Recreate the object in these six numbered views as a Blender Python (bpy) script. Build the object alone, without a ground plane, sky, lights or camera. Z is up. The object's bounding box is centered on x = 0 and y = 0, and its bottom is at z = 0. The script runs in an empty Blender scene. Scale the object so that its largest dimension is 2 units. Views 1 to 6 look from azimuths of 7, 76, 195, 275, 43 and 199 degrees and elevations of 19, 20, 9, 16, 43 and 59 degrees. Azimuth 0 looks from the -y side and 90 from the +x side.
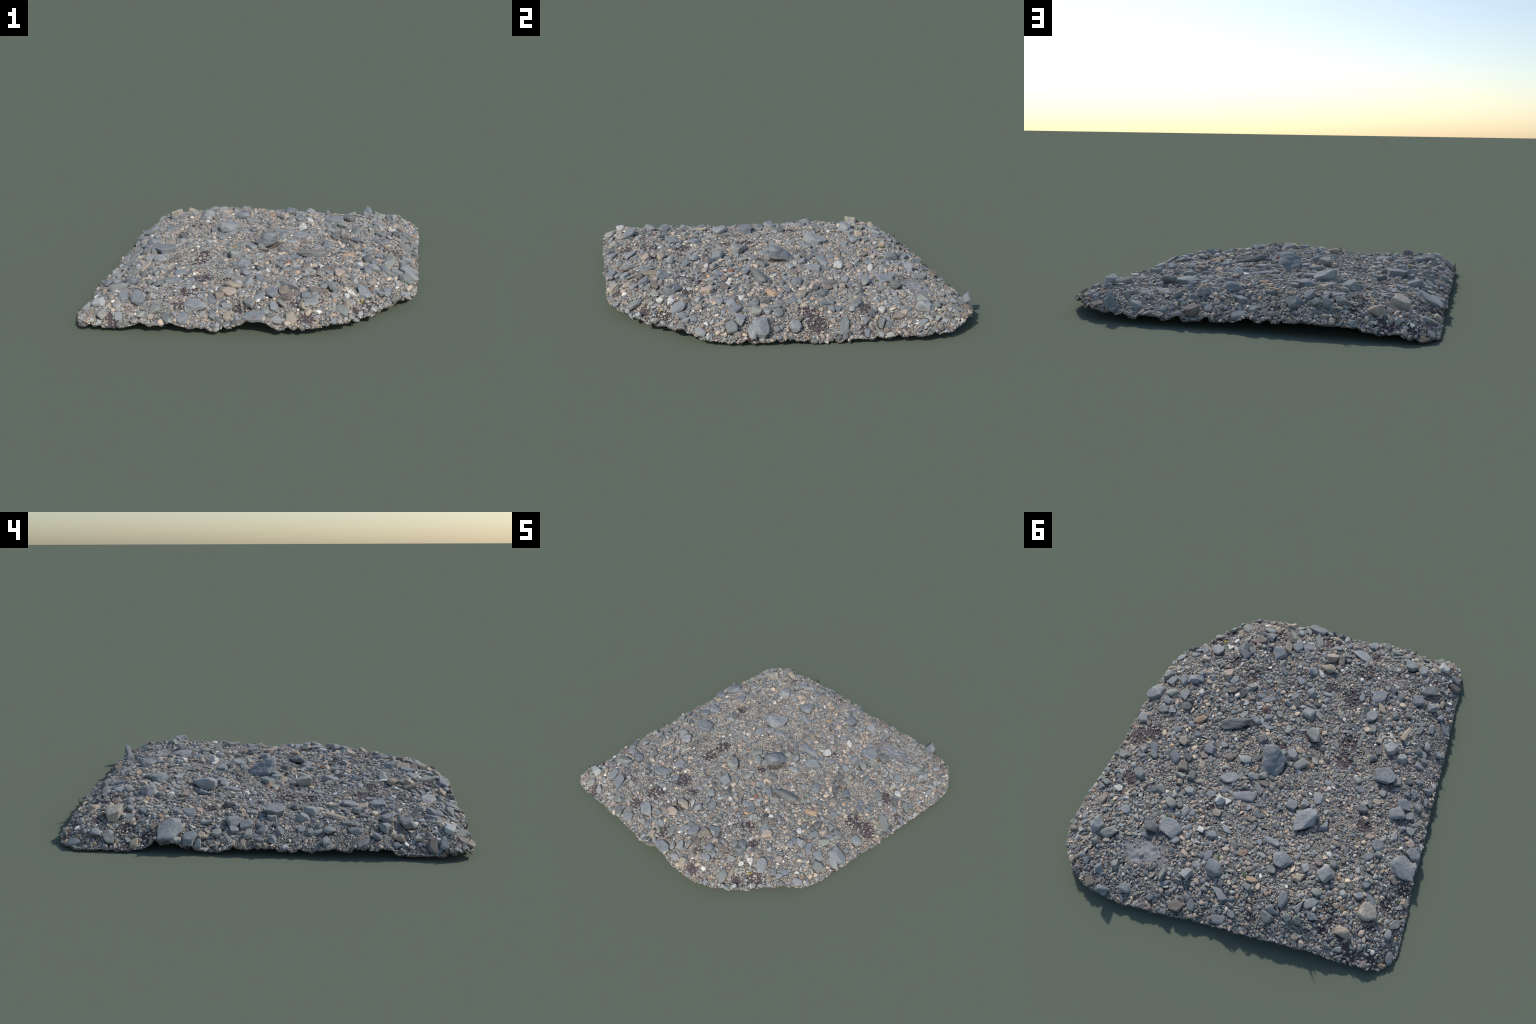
"""A rectangular patch of river gravel, as lifted off a bank: a thin, low mound of dark soil
with steep ragged edges, crowded with slate stones, pebbles and grit."""
import bpy, bmesh, math, random
import numpy as np
from mathutils import Vector, Matrix, Euler

random.seed(7)
rng = np.random.default_rng(7)
D = bpy.data
COL = bpy.context.scene.collection

# ------------------------------------------------------------------ the ground form
# rim of the patch, anticlockwise from the -x side: control points (x, y, z)
RIM = np.array([
    (-0.908, -0.0, 0.041), (-0.91, -0.108, 0.035), (-0.91, -0.217, 0.027), (-0.911, -0.325, 0.038),
    (-0.91, -0.434, 0.046), (-0.907, -0.542, 0.046), (-0.907, -0.65, 0.023), (-0.908, -0.759, 0.025),
    (-0.907, -0.867, 0.034), (-0.864, -0.962, 0.027), (-0.762, -0.993, 0.031), (-0.653, -0.989, 0.036),
    (-0.545, -0.995, 0.044), (-0.437, -1.0, 0.06), (-0.329, -0.994, 0.047), (-0.221, -0.999, 0.026),
    (-0.113, -1.005, 0.034), (-0.005, -0.993, 0.075), (0.103, -0.997, 0.048), (0.211, -0.997, 0.049),
    (0.319, -0.985, 0.058), (0.419, -0.945, 0.052), (0.503, -0.876, 0.044), (0.576, -0.796, 0.042),
    (0.638, -0.707, 0.054), (0.715, -0.632, 0.051), (0.78, -0.546, 0.037), (0.812, -0.443, 0.029),
    (0.825, -0.335, 0.026), (0.839, -0.228, 0.03), (0.846, -0.119, 0.034), (0.859, -0.012, 0.024),
    (0.863, 0.097, 0.016), (0.877, 0.204, 0.024), (0.884, 0.312, 0.033), (0.899, 0.42, 0.041),
    (0.907, 0.528, 0.046), (0.914, 0.636, 0.044), (0.899, 0.742, 0.045), (0.844, 0.836, 0.053),
    (0.77, 0.914, 0.054), (0.676, 0.968, 0.048), (0.57, 0.988, 0.046), (0.462, 0.999, 0.041),
    (0.354, 0.994, 0.032), (0.246, 0.991, 0.035), (0.138, 0.981, 0.048), (0.029, 0.976, 0.046),
    (-0.079, 0.98, 0.048), (-0.187, 0.979, 0.06), (-0.296, 0.975, 0.067), (-0.404, 0.97, 0.068),
    (-0.512, 0.965, 0.067), (-0.62, 0.968, 0.049), (-0.729, 0.964, 0.03), (-0.835, 0.947, 0.016),
    (-0.903, 0.867, 0.016), (-0.913, 0.759, 0.01), (-0.912, 0.65, 0.006), (-0.909, 0.542, 0.027),
    (-0.905, 0.434, 0.056), (-0.909, 0.325, 0.036), (-0.912, 0.217, 0.024), (-0.909, 0.108, 0.032),
])
SHOULDER, SHOULDER_POWER = 0.18, 1.4      # how quickly the edge rises to the plateau
# plateau height: polynomial in x, y up to degree 4 (x^i y^j, i outer, j inner)
PLATEAU = [0.1288, 0.0219, 0.0223, -0.0199, 0.0552, -0.0008, -0.0753, -0.013, -0.0114, -0.0915, -0.0652, 0.0107, 0.0468, 0.0696, 0.2512]
# local swells (+) and hollows (-): x, y, radius, height
SWELLS = [
    (0.54, -0.65, 0.13, -0.0189), (-0.72, 0.73, 0.09, -0.0156), (-0.13, -0.89, 0.09, -0.0149), (-0.67, -0.35, 0.09, 0.0109),
    (0.54, -0.65, 0.09, -0.0108), (-0.63, 0.85, 0.09, -0.0111), (-0.45, 0.76, 0.09, 0.0083), (0.79, -0.25, 0.09, 0.0106),
    (-0.63, 0.85, 0.09, -0.0096), (-0.45, -0.26, 0.09, -0.0078), (-0.85, 0.43, 0.13, 0.0097), (-0.3, 0.34, 0.09, -0.0069),
    (0.46, -0.12, 0.13, -0.0061), (0.79, -0.25, 0.09, 0.0096), (-0.14, -0.93, 0.09, -0.0076), (0.31, -0.34, 0.09, -0.0065),
    (-0.08, 0.9, 0.09, -0.0082), (0.41, 0.43, 0.09, 0.006), (-0.12, -0.32, 0.13, 0.0056), (0.79, -0.25, 0.09, 0.0081),
    (0.68, 0.19, 0.09, 0.0054), (-0.02, 0.04, 0.12, 0.004), (-0.31, -0.95, 0.085, -0.028), (0.84, 0.5, 0.075, -0.03),
    (0.07, -0.42, 0.13, -0.008), (0.13, 0.04, 0.12, 0.005),
]
# bare patches of dark soil: x, y, radius
SOIL = [
    (0.56, -0.73, 0.059), (0.5, -0.81, 0.04), (0.67, 0.03, 0.063), (0.76, 0.05, 0.067),
    (0.71, 0.32, 0.035), (0.84, 0.29, 0.039), (-0.08, -0.875, 0.05), (0.19, -0.84, 0.037),
    (0.27, -0.5, 0.052), (0.39, -0.57, 0.037), (0.25, -0.94, 0.041), (-0.4, -0.22, 0.063),
    (-0.33, -0.51, 0.07), (-0.36, -0.71, 0.064), (-0.39, -0.85, 0.044), (-0.7, -0.96, 0.05),
    (-0.59, 0.27, 0.044), (-0.39, -0.1, 0.058), (-0.04, -0.07, 0.033), (0.21, 0.38, 0.042),
    (-0.86, 0.52, 0.035), (-0.8, 0.63, 0.04), (-0.54, 0.75, 0.036), (-0.56, 0.8, 0.031),
    (-0.68, 0.92, 0.054), (-0.8, 0.92, 0.037), (-0.54, 0.86, 0.027), (-0.76, 0.79, 0.027),
    (0.68, 0.35, 0.034), (-0.2, -0.54, 0.044), (-0.18, 0.9, 0.031),
]
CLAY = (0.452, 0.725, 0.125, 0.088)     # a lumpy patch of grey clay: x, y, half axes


def smooth_closed(points, n):
    """Catmull-Rom through a closed ring of points."""
    m = len(points)
    t = np.arange(n) * m / n
    i = t.astype(int)
    f = (t - i)[:, None]
    p0, p1, p2, p3 = (points[(i + k) % m] for k in (-1, 0, 1, 2))
    return 0.5 * (2 * p1 + (p2 - p0) * f + (2 * p0 - 5 * p1 + 4 * p2 - p3) * f**2 + (3 * p1 - p0 - 3 * p2 + p3) * f**3)


RIM[:, :2] *= (1 - 0.002 * np.exp(-(((RIM[:, 0] - 0.62) / 0.2) ** 2 + ((RIM[:, 1] + 0.76) / 0.25) ** 2)))[:, None]
RIM_FINE = smooth_closed(RIM, 896)


def lattice_noise(x, y, scale, seed):
    """Smooth value noise in -1..1."""
    r = np.random.default_rng(seed).uniform(-1, 1, (128, 128))
    u, v = x * scale + 37.2, y * scale + 51.7
    i, j = np.floor(u).astype(int), np.floor(v).astype(int)
    f, g = u - i, v - j
    f, g = f * f * (3 - 2 * f), g * g * (3 - 2 * g)
    i, j, i1, j1 = i % 128, j % 128, (i + 1) % 128, (j + 1) % 128
    return (r[i, j] * (1 - f) + r[i1, j] * f) * (1 - g) + (r[i, j1] * (1 - f) + r[i1, j1] * f) * g


def edge(x, y):
    """Distance to the rim and rim height nearby."""
    d, z = np.empty_like(x), np.empty_like(x)
    for a in range(0, len(x), 8000):
        s = slice(a, a + 8000)
        q = np.hypot(x[s, None] - RIM_FINE[None, :, 0], y[s, None] - RIM_FINE[None, :, 1])
        m = q.min(1)
        w = np.exp(-(q - m[:, None]) / 0.02)
        d[s], z[s] = m, (w * RIM_FINE[None, :, 2]).sum(1) / w.sum(1)
    return d, z


def form(x, y):
    """Height of the ground without its roughness."""
    d, zr = edge(x, y)
    h, k = np.zeros_like(x), 0
    for i in range(5):
        for j in range(5 - i):
            h = h + PLATEAU[k] * x**i * y**j
            k += 1
    for cx, cy, r, a in SWELLS:
        h = h + a * np.exp(-((x - cx) ** 2 + (y - cy) ** 2) / (2 * r * r))
    f = 1 - np.exp(-((d / SHOULDER) ** SHOULDER_POWER))
    return zr * (1 - f) + h * f - 0.004, d


# a lattice of the form, for quick lookups
GX, GY = np.linspace(-0.94, 0.94, 377), np.linspace(-1.03, 1.03, 413)
mx, my = np.meshgrid(GX, GY, indexing="ij")
FORM, EDGE = (a.reshape(mx.shape) for a in form(mx.ravel(), my.ravel()))
ang = np.arctan2(my, mx)
rim_ang = np.arctan2(RIM_FINE[:, 1], RIM_FINE[:, 0])
rim_rad = np.hypot(RIM_FINE[:, 0], RIM_FINE[:, 1])
order = np.argsort(rim_ang)


def rim_radius(a):
    return np.interp(a, np.r_[rim_ang[order] - 2 * np.pi, rim_ang[order], rim_ang[order] + 2 * np.pi], np.tile(rim_rad[order], 3))


EDGE = np.where(np.hypot(mx, my) > rim_radius(ang), -EDGE, EDGE)      # negative outside
INSIDE = EDGE > 0


def look(field, x, y):
    u = np.clip((np.asarray(x) - GX[0]) / (GX[1] - GX[0]), 0, len(GX) - 1.001)
    v = np.clip((np.asarray(y) - GY[0]) / (GY[1] - GY[0]), 0, len(GY) - 1.001)
    i, j = u.astype(int), v.astype(int)
    f, g = u - i, v - j
    return (field[i, j] * (1 - f) + field[i + 1, j] * f) * (1 - g) + (field[i, j + 1] * (1 - f) + field[i + 1, j + 1] * f) * g


SLX, SLY = np.gradient(FORM, GX, GY)
far = np.maximum(1, np.hypot(SLX, SLY) / 0.9)
SLX, SLY = SLX / far, SLY / far


def normals(x, y):
    n = np.stack([-look(SLX, x, y), -look(SLY, x, y), np.ones_like(np.asarray(x, float))], -1)
    return n / np.linalg.norm(n, axis=-1, keepdims=True)


def land(x, y, h, d):
    """Form plus roughness: dips, lumps and the bitten edge."""
    rough = 0.004 * lattice_noise(x, y, 11, 5) + 0.005 * lattice_noise(x, y, 24, 6) + 0.0035 * lattice_noise(x, y, 60, 7) + 0.002 * lattice_noise(x, y, 130, 8)
    bitten = 0.026 * np.maximum(0, lattice_noise(x, y, 15, 9)) + 0.025 * np.maximum(0, lattice_noise(x, y, 36, 10)) - 0.006
    fade = 1 - np.exp(-((np.maximum(d, 0) / 0.035) ** 1.5))
    lumpy = np.exp(-(((x - CLAY[0]) / CLAY[2]) ** 2 + ((y - CLAY[1]) / CLAY[3]) ** 2) ** 2)
    z = h + fade * rough + (1 - fade) * bitten + lumpy * (0.001 + 0.003 * lattice_noise(x, y, 55, 11) + 0.002 * lattice_noise(x, y, 95, 12))
    return np.maximum(z, 0.0105 + 0.004 * lattice_noise(x, y, 60, 13))


LAND = land(mx, my, FORM, EDGE)


# ------------------------------------------------------------------ materials
def nodes_of(name, rough=0.9):
    m = D.materials.new(name)
    m.use_nodes = True
    t = m.node_tree
    b = t.nodes["Principled BSDF"]
    b.inputs["Roughness"].default_value = rough
    b.inputs["Specular IOR Level"].default_value = 0.25
    return m, t, b


def add(t, kind, **values):
    n = t.nodes.new(kind)
    for k, v in values.items():
        if hasattr(n, k):
            setattr(n, k, v)
        else:
            n.inputs[k.replace("_", " ")].default_value = v
    return n


def ramp(t, source, stops, interpolation="LINEAR"):
    r = t.nodes.new("ShaderNodeValToRGB")
    r.color_ramp.interpolation = interpolation
    e = r.color_ramp.elements
    while len(e) < len(stops):
        e.new(0.5)
    for el, (p, c) in zip(e, stops):
        el.position = p
        el.color = (*c, 1)
    t.links.new(source, r.inputs[0])
    return r.outputs[0]


def mix(t, a, b, factor, blend="MIX"):
    n = t.nodes.new("ShaderNodeMix")
    n.data_type = "RGBA"
    n.blend_type = blend
    for socket, v in ((n.inputs[0], factor), (n.inputs[6], a), (n.inputs[7], b)):
        if hasattr(v, "is_output"):
            t.links.new(v, socket)
        elif isinstance(v, tuple):
            socket.default_value = (*v, 1)
        else:
            socket.default_value = v
    return n.outputs[2]


def math_node(t, op, a, b=0.0, clamp=False):
    n = t.nodes.new("ShaderNodeMath")
    n.operation, n.use_clamp = op, clamp
    for socket, v in zip(n.inputs, (a, b)):
        if hasattr(v, "is_output"):
            t.links.new(v, socket)
        else:
            socket.default_value = v
    return n.outputs[0]


def object_coords(t, shift=None):
    c = t.nodes.new("ShaderNodeTexCoord").outputs["Object"]
    if shift is not None:
        v = t.nodes.new("ShaderNodeVectorMath")
        v.operation = "ADD"
        t.links.new(c, v.inputs[0])
        t.links.new(shift, v.inputs[1])
        c = v.outputs[0]
    return c


def noise(t, coords, scale, detail=4, rough=0.6):
    n = add(t, "ShaderNodeTexNoise", Scale=scale, Detail=detail, Roughness=rough)
    t.links.new(coords, n.inputs["Vector"])
    return n.outputs["Fac"]


def bump(t, bsdf, height, strength, distance):
    n = add(t, "ShaderNodeBump", Strength=strength, Distance=distance)
    t.links.new(height, n.inputs["Height"])
    t.links.new(n.outputs[0], bsdf.inputs["Normal"])


ROCK = {       # kind of rock: main colour, second colour (veins, dust, weathering)
    "slate": ((0.385, 0.402, 0.412), (0.48, 0.482, 0.468)),
    "greenstone": ((0.385, 0.397, 0.37), (0.49, 0.485, 0.44)),
    "basalt": ((0.25, 0.255, 0.25), (0.33, 0.33, 0.31)),
    "sandstone": ((0.58, 0.49, 0.385), (0.66, 0.57, 0.46)),
    "granite": ((0.54, 0.44, 0.37), (0.62, 0.53, 0.44)),
    "quartz": ((0.9, 0.87, 0.81), (0.84, 0.78, 0.7)),
    "ironstone": ((0.6, 0.42, 0.29), (0.62, 0.49, 0.37)),
    "mudstone": ((0.37, 0.315, 0.27), (0.45, 0.39, 0.33)),
    "brick": ((0.42, 0.22, 0.17), (0.48, 0.32, 0.26)),
    "limestone": ((0.49, 0.45, 0.39), (0.57, 0.53, 0.46)),
}


def rock_material(kind):
    """A stone of one rock: blotches, fine speckle, a little dust; each stone its own tint."""
    m, t, b = nodes_of(kind + "_rock")
    info = t.nodes.new("ShaderNodeObjectInfo")
    away = t.nodes.new("ShaderNodeVectorMath")
    away.operation = "SCALE"
    away.inputs[0].default_value = (31, 17, 23)
    t.links.new(info.outputs["Random"], away.inputs["Scale"])
    c = object_coords(t, away.outputs[0])
    main, second = ROCK[kind]
    big, fine = noise(t, c, 2.2, 3), noise(t, c, 16, 4, 0.7)
    col = ramp(t, big, [(0.36, tuple(0.92 * v for v in main)), (0.52, main), (0.68, second)])
    col = mix(t, col, ramp(t, fine, [(0.3, (0.62,) * 3), (0.5, (1, 1, 1)), (0.72, (1.38, 1.36, 1.3))]), 0.75, "MULTIPLY")
    tint = ramp(t, info.outputs["Random"], [(0, (0.82, 0.84, 0.86)), (0.5, (1, 1, 1)), (1, (1.26, 1.23, 1.18))])
    col = mix(t, col, tint, 1.0, "MULTIPLY")
    t.links.new(col, b.inputs["Base Color"])
    bump(t, b, math_node(t, "ADD", fine, math_node(t, "MULTIPLY", big, 0.6)), 0.5, 0.05)
    return m


ROCKS = {k: rock_material(k) for k in ROCK}


def mixed_material(name, shares, lift=1.0):
    """Loose pebbles: every island of the mesh picks a rock by chance."""
    m, t, b = nodes_of(name)
    geo = t.nodes.new("ShaderNodeNewGeometry")
    r = geo.outputs["Random Per Island"]
    stops, at = [], 0.0
    for kind, share, gain in shares:
        stops.append((min(at, 0.999), tuple(min(1, v * gain * lift) for v in ROCK[kind][0])))
        at += share
    col = ramp(t, r, stops, "CONSTANT")
    second = math_node(t, "FRACT", math_node(t, "MULTIPLY", r, 57.31))
    col = mix(t, col, ramp(t, second, [(0, (0.52, 0.53, 0.55)), (0.5, (0.95, 0.95, 0.95)), (1, (1.35, 1.3, 1.22))]), 1.0, "MULTIPLY")
    fine = noise(t, object_coords(t), 330, 3, 0.65)
    col = mix(t, col, ramp(t, fine, [(0.3, (0.7,) * 3), (0.52, (1, 1, 1)), (0.72, (1.25, 1.22, 1.18))]), 0.8, "MULTIPLY")
    t.links.new(col, b.inputs["Base Color"])
    bump(t, b, fine, 0.4, 0.002)
    return m


PEBBLE_MIX = [('slate', 0.27, 0.95), ('greenstone', 0.27, 0.95), ('basalt', 0.07, 1.0), ('sandstone', 0.14, 1.05), ('granite', 0.11, 1.0), ('quartz', 0.035, 0.9), ('mudstone', 0.08, 1.0), ('ironstone', 0.01, 0.9)]
GRIT_MIX = [('slate', 0.23, 0.95), ('greenstone', 0.21, 1.0), ('sandstone', 0.29, 1.0), ('granite', 0.14, 1.05), ('quartz', 0.03, 0.85), ('mudstone', 0.07, 1.0), ('basalt', 0.03, 1.0)]


def ground_material():
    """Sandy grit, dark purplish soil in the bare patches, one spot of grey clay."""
    m, t, b = nodes_of("gritty_soil", 0.95)
    c = object_coords(t)
    flat = t.nodes.new("ShaderNodeVectorMath")
    flat.operation = "MULTIPLY"
    flat.inputs[1].default_value = (1, 1, 0)
    t.links.new(c, flat.inputs[0])
    wob = noise(t, c, 22, 3)
    soil = None

    def spot(x, y, rx, ry, soft, ragged=2.6):
        d = t.nodes.new("ShaderNodeVectorMath")
        d.operation = "SUBTRACT"
        d.inputs[1].default_value = (x, y, 0)
        t.links.new(flat.outputs[0], d.inputs[0])
        s = t.nodes.new("ShaderNodeVectorMath")
        s.operation = "MULTIPLY"
        s.inputs[1].default_value = (1 / rx, 1 / ry, 0)
        t.links.new(d.outputs[0], s.inputs[0])
        ln = t.nodes.new("ShaderNodeVectorMath")
        ln.operation = "LENGTH"
        t.links.new(s.outputs[0], ln.inputs[0])
        v = math_node(t, "ADD", ln.outputs["Value"], math_node(t, "MULTIPLY", math_node(t, "SUBTRACT", wob, 0.5), ragged))
        mr = add(t, "ShaderNodeMapRange")
        mr.inputs["From Min"].default_value, mr.inputs["From Max"].default_value = 1 + soft, 1 - soft
        t.links.new(v, mr.inputs["Value"])
        return mr.outputs[0]

    for x, y, r in SOIL:
        s = spot(x, y, r, r, 0.55)
        soil = s if soil is None else math_node(t, "MAXIMUM", soil, s)
    cell = add(t, "ShaderNodeTexVoronoi", Scale=260.0)
    t.links.new(c, cell.inputs["Vector"])
    grain = t.nodes.new("ShaderNodeSeparateColor")
    t.links.new(cell.outputs["Color"], grain.inputs[0])
    g = grain.outputs[0]
    sand = ramp(t, g, [(0, (0.1, 0.083, 0.08)), (0.4, (0.17, 0.14, 0.12)), (0.65, (0.34, 0.28, 0.21)), (0.82, (0.25, 0.24, 0.21)), (0.92, (0.55, 0.45, 0.34))], "CONSTANT")  # sand darkened to paint in the occlusion shadow of gaps between pebbles
    dirt = ramp(t, g, [(0, (0.112, 0.089, 0.095)), (0.5, (0.135, 0.108, 0.112)), (0.85, (0.165, 0.134, 0.135)), (0.96, (0.28, 0.235, 0.21))], "CONSTANT")
    patchy = noise(t, c, 9, 4)
    base = mix(t, sand, dirt, math_node(t, "MULTIPLY", math_node(t, "SUBTRACT", patchy, 0.42), 3.0, True))
    col = mix(t, base, dirt, soil)
    clay = spot(*CLAY, 0.45, 1.2)
    lump = noise(t, c, 45, 5, 0.65)
    col = mix(t, col, ramp(t, lump, [(0.3, (0.29, 0.295, 0.305)), (0.5, (0.36, 0.36, 0.36)), (0.7, (0.46, 0.425, 0.41))]), clay)
    fine = noise(t, c, 420, 3, 0.7)
    col = mix(t, col, ramp(t, fine, [(0.3, (0.65,) * 3), (0.55, (1, 1, 1)), (0.75, (1.3, 1.28, 1.25))]), 0.8, "MULTIPLY")
    t.links.new(col, b.inputs["Base Color"])
    h = math_node(t, "SUBTRACT", 0.6, cell.outputs["Distance"])
    grainy = math_node(t, "MULTIPLY", math_node(t, "ADD", h, fine), math_node(t, "SUBTRACT", 1.0, clay, True))
    bump(t, b, math_node(t, "ADD", grainy, math_node(t, "MULTIPLY", math_node(t, "MULTIPLY", lump, clay), 2.0)), 0.6, 0.003)
    return m


# ------------------------------------------------------------------ the top-level object
mound = D.objects.new("gravel_mound", None)
mound.empty_display_size = 0.3
mound["label"] = "low rectangular patch of grey river gravel with scattered slate stones"
mound["category"] = "gravel ground"
COL.objects.link(mound)


def part(name, mesh, kind=None):
    o = D.objects.new(name, mesh)
    COL.objects.link(o)
    o.parent = mound
    if kind:
        o["kind"] = kind
    return o


def mesh_from(name, verts, faces, smooth=True, crisp=0.0):
    """Mesh from numpy arrays; all faces of one size."""
    me = D.meshes.new(name)
    k = faces.shape[1]
    me.vertices.add(len(verts))
    me.vertices.foreach_set("co", np.ascontiguousarray(verts, np.float32).ravel())
    me.loops.add(faces.size)
    me.loops.foreach_set("vertex_index", np.ascontiguousarray(faces, np.int32).ravel())
    me.polygons.add(len(faces))
    me.polygons.foreach_set("loop_start", np.arange(0, faces.size, k, dtype=np.int32))
    me.update(calc_edges=True)
    me.polygons.foreach_set("use_smooth", np.full(len(faces), smooth))
    me.update()
    if crisp:
        me.set_sharp_from_angle(angle=crisp)
    return me


# ------------------------------------------------------------------ stones: shapes
def ball(level):
    bm = bmesh.new()
    bmesh.ops.create_icosphere(bm, subdivisions=level, radius=1)
    v = np.array([p.co[:] for p in bm.verts])
    f = np.array([[q.index for q in p.verts] for p in bm.faces])
    bm.free()
    return v / np.linalg.norm(v, axis=1, keepdims=True), f


BALL = {k: ball(k) for k in (1, 2, 3, 4, 5)}


def unit(v):
    v = np.asarray(v, float)
    return v / np.linalg.norm(v, axis=-1, keepdims=True)


def stone_shape(form_word, level, r):
    """A stone of unit size cut by a few planes, with worn edges and a rough skin."""
    v, f = BALL[level]
    planes = []

    def ring(n, dist, jitter, slope=0.25):
        a0 = r.uniform(0, 6.28)
        for k in range(n):
            a = a0 + 6.2832 * (k + r.uniform(-jitter, jitter)) / n
            planes.append(((math.cos(a), math.sin(a), r.uniform(-slope, slope)), dist * r.uniform(0.88, 1.12)))

    if form_word == "round":
        worn = 7
        planes += [(p, r.uniform(0.8, 1.0)) for p in unit(r.normal(size=(14, 3)))]
    elif form_word == "wedge":
        worn = 15
        ring(3, 0.58, 0.12, 0.35)
        planes += [((r.uniform(-0.4, 0.4), r.uniform(-0.4, 0.4), 1), 0.6), ((0, 0, -1), 0.6)]
        planes += [(p, r.uniform(0.85, 1.0)) for p in unit(r.normal(size=(6, 3)))]
    elif form_word == "slab":
        worn = 16
        ring(r.integers(5, 7), 0.8, 0.2, 0.2)
        planes += [((r.uniform(-0.1, 0.1), r.uniform(-0.1, 0.1), 1), 0.62), ((0, 0, -1), 0.6)]
        planes += [((*(0.8 * unit(r.normal(size=2))), 0.75), r.uniform(0.72, 0.86)) for _ in range(3)]
    elif form_word == "long":
        worn = 13
        ring(4, 0.7, 0.2, 0.2)
        planes += [((r.uniform(-0.3, 0.3), r.uniform(-0.3, 0.3), 1), 0.65), ((0, 0, -1), 0.6)]
        planes += [(p, r.uniform(0.8, 0.95)) for p in unit(r.normal(size=(6, 3)))]
    else:
        worn = 14
        ring(r.integers(4, 6), 0.72, 0.22, 0.3)
        planes += [((r.uniform(-0.35, 0.35), r.uniform(-0.35, 0.35), 1), 0.68), ((0, 0, -1), 0.65)]
        planes += [(p, r.uniform(0.74, 0.92)) for p in unit(r.normal(size=(7, 3)))]
    n = unit([p for p, _ in planes])
    d = np.array([q for _, q in planes])
    rad = (np.maximum(v @ n.T / d, 1e-6) ** worn).sum(1) ** (-1 / worn)
    p = v * np.minimum(rad, 1.6)[:, None]
    # rough skin: a few waves of falling size
    for k, amp in ((2.2, 0.07), (4.5, 0.035), (9, 0.018), (17, 0.009)):
        if level < 3 and k > 3:
            break
        w = np.zeros(len(p))
        for _ in range(4):
            w += np.sin(p @ (unit(r.normal(size=3)) * k) * 1.6 + r.uniform(0, 6.28))
        p = p * (1 + amp * w[:, None] * 0.5)
    lo, hi = p.min(0), p.max(0)
    return (p - (lo + hi) / 2) / (hi - lo), f


SHAPES = {}
for word, count in (("block", 10), ("round", 8), ("slab", 9), ("wedge", 7), ("long", 5)):
    SHAPES[word] = []
    for k in range(count):
        v, f = stone_shape(word, 4, rng)
        SHAPES[word].append(mesh_from("stone_" + word, v, f, crisp=0.62))


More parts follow.
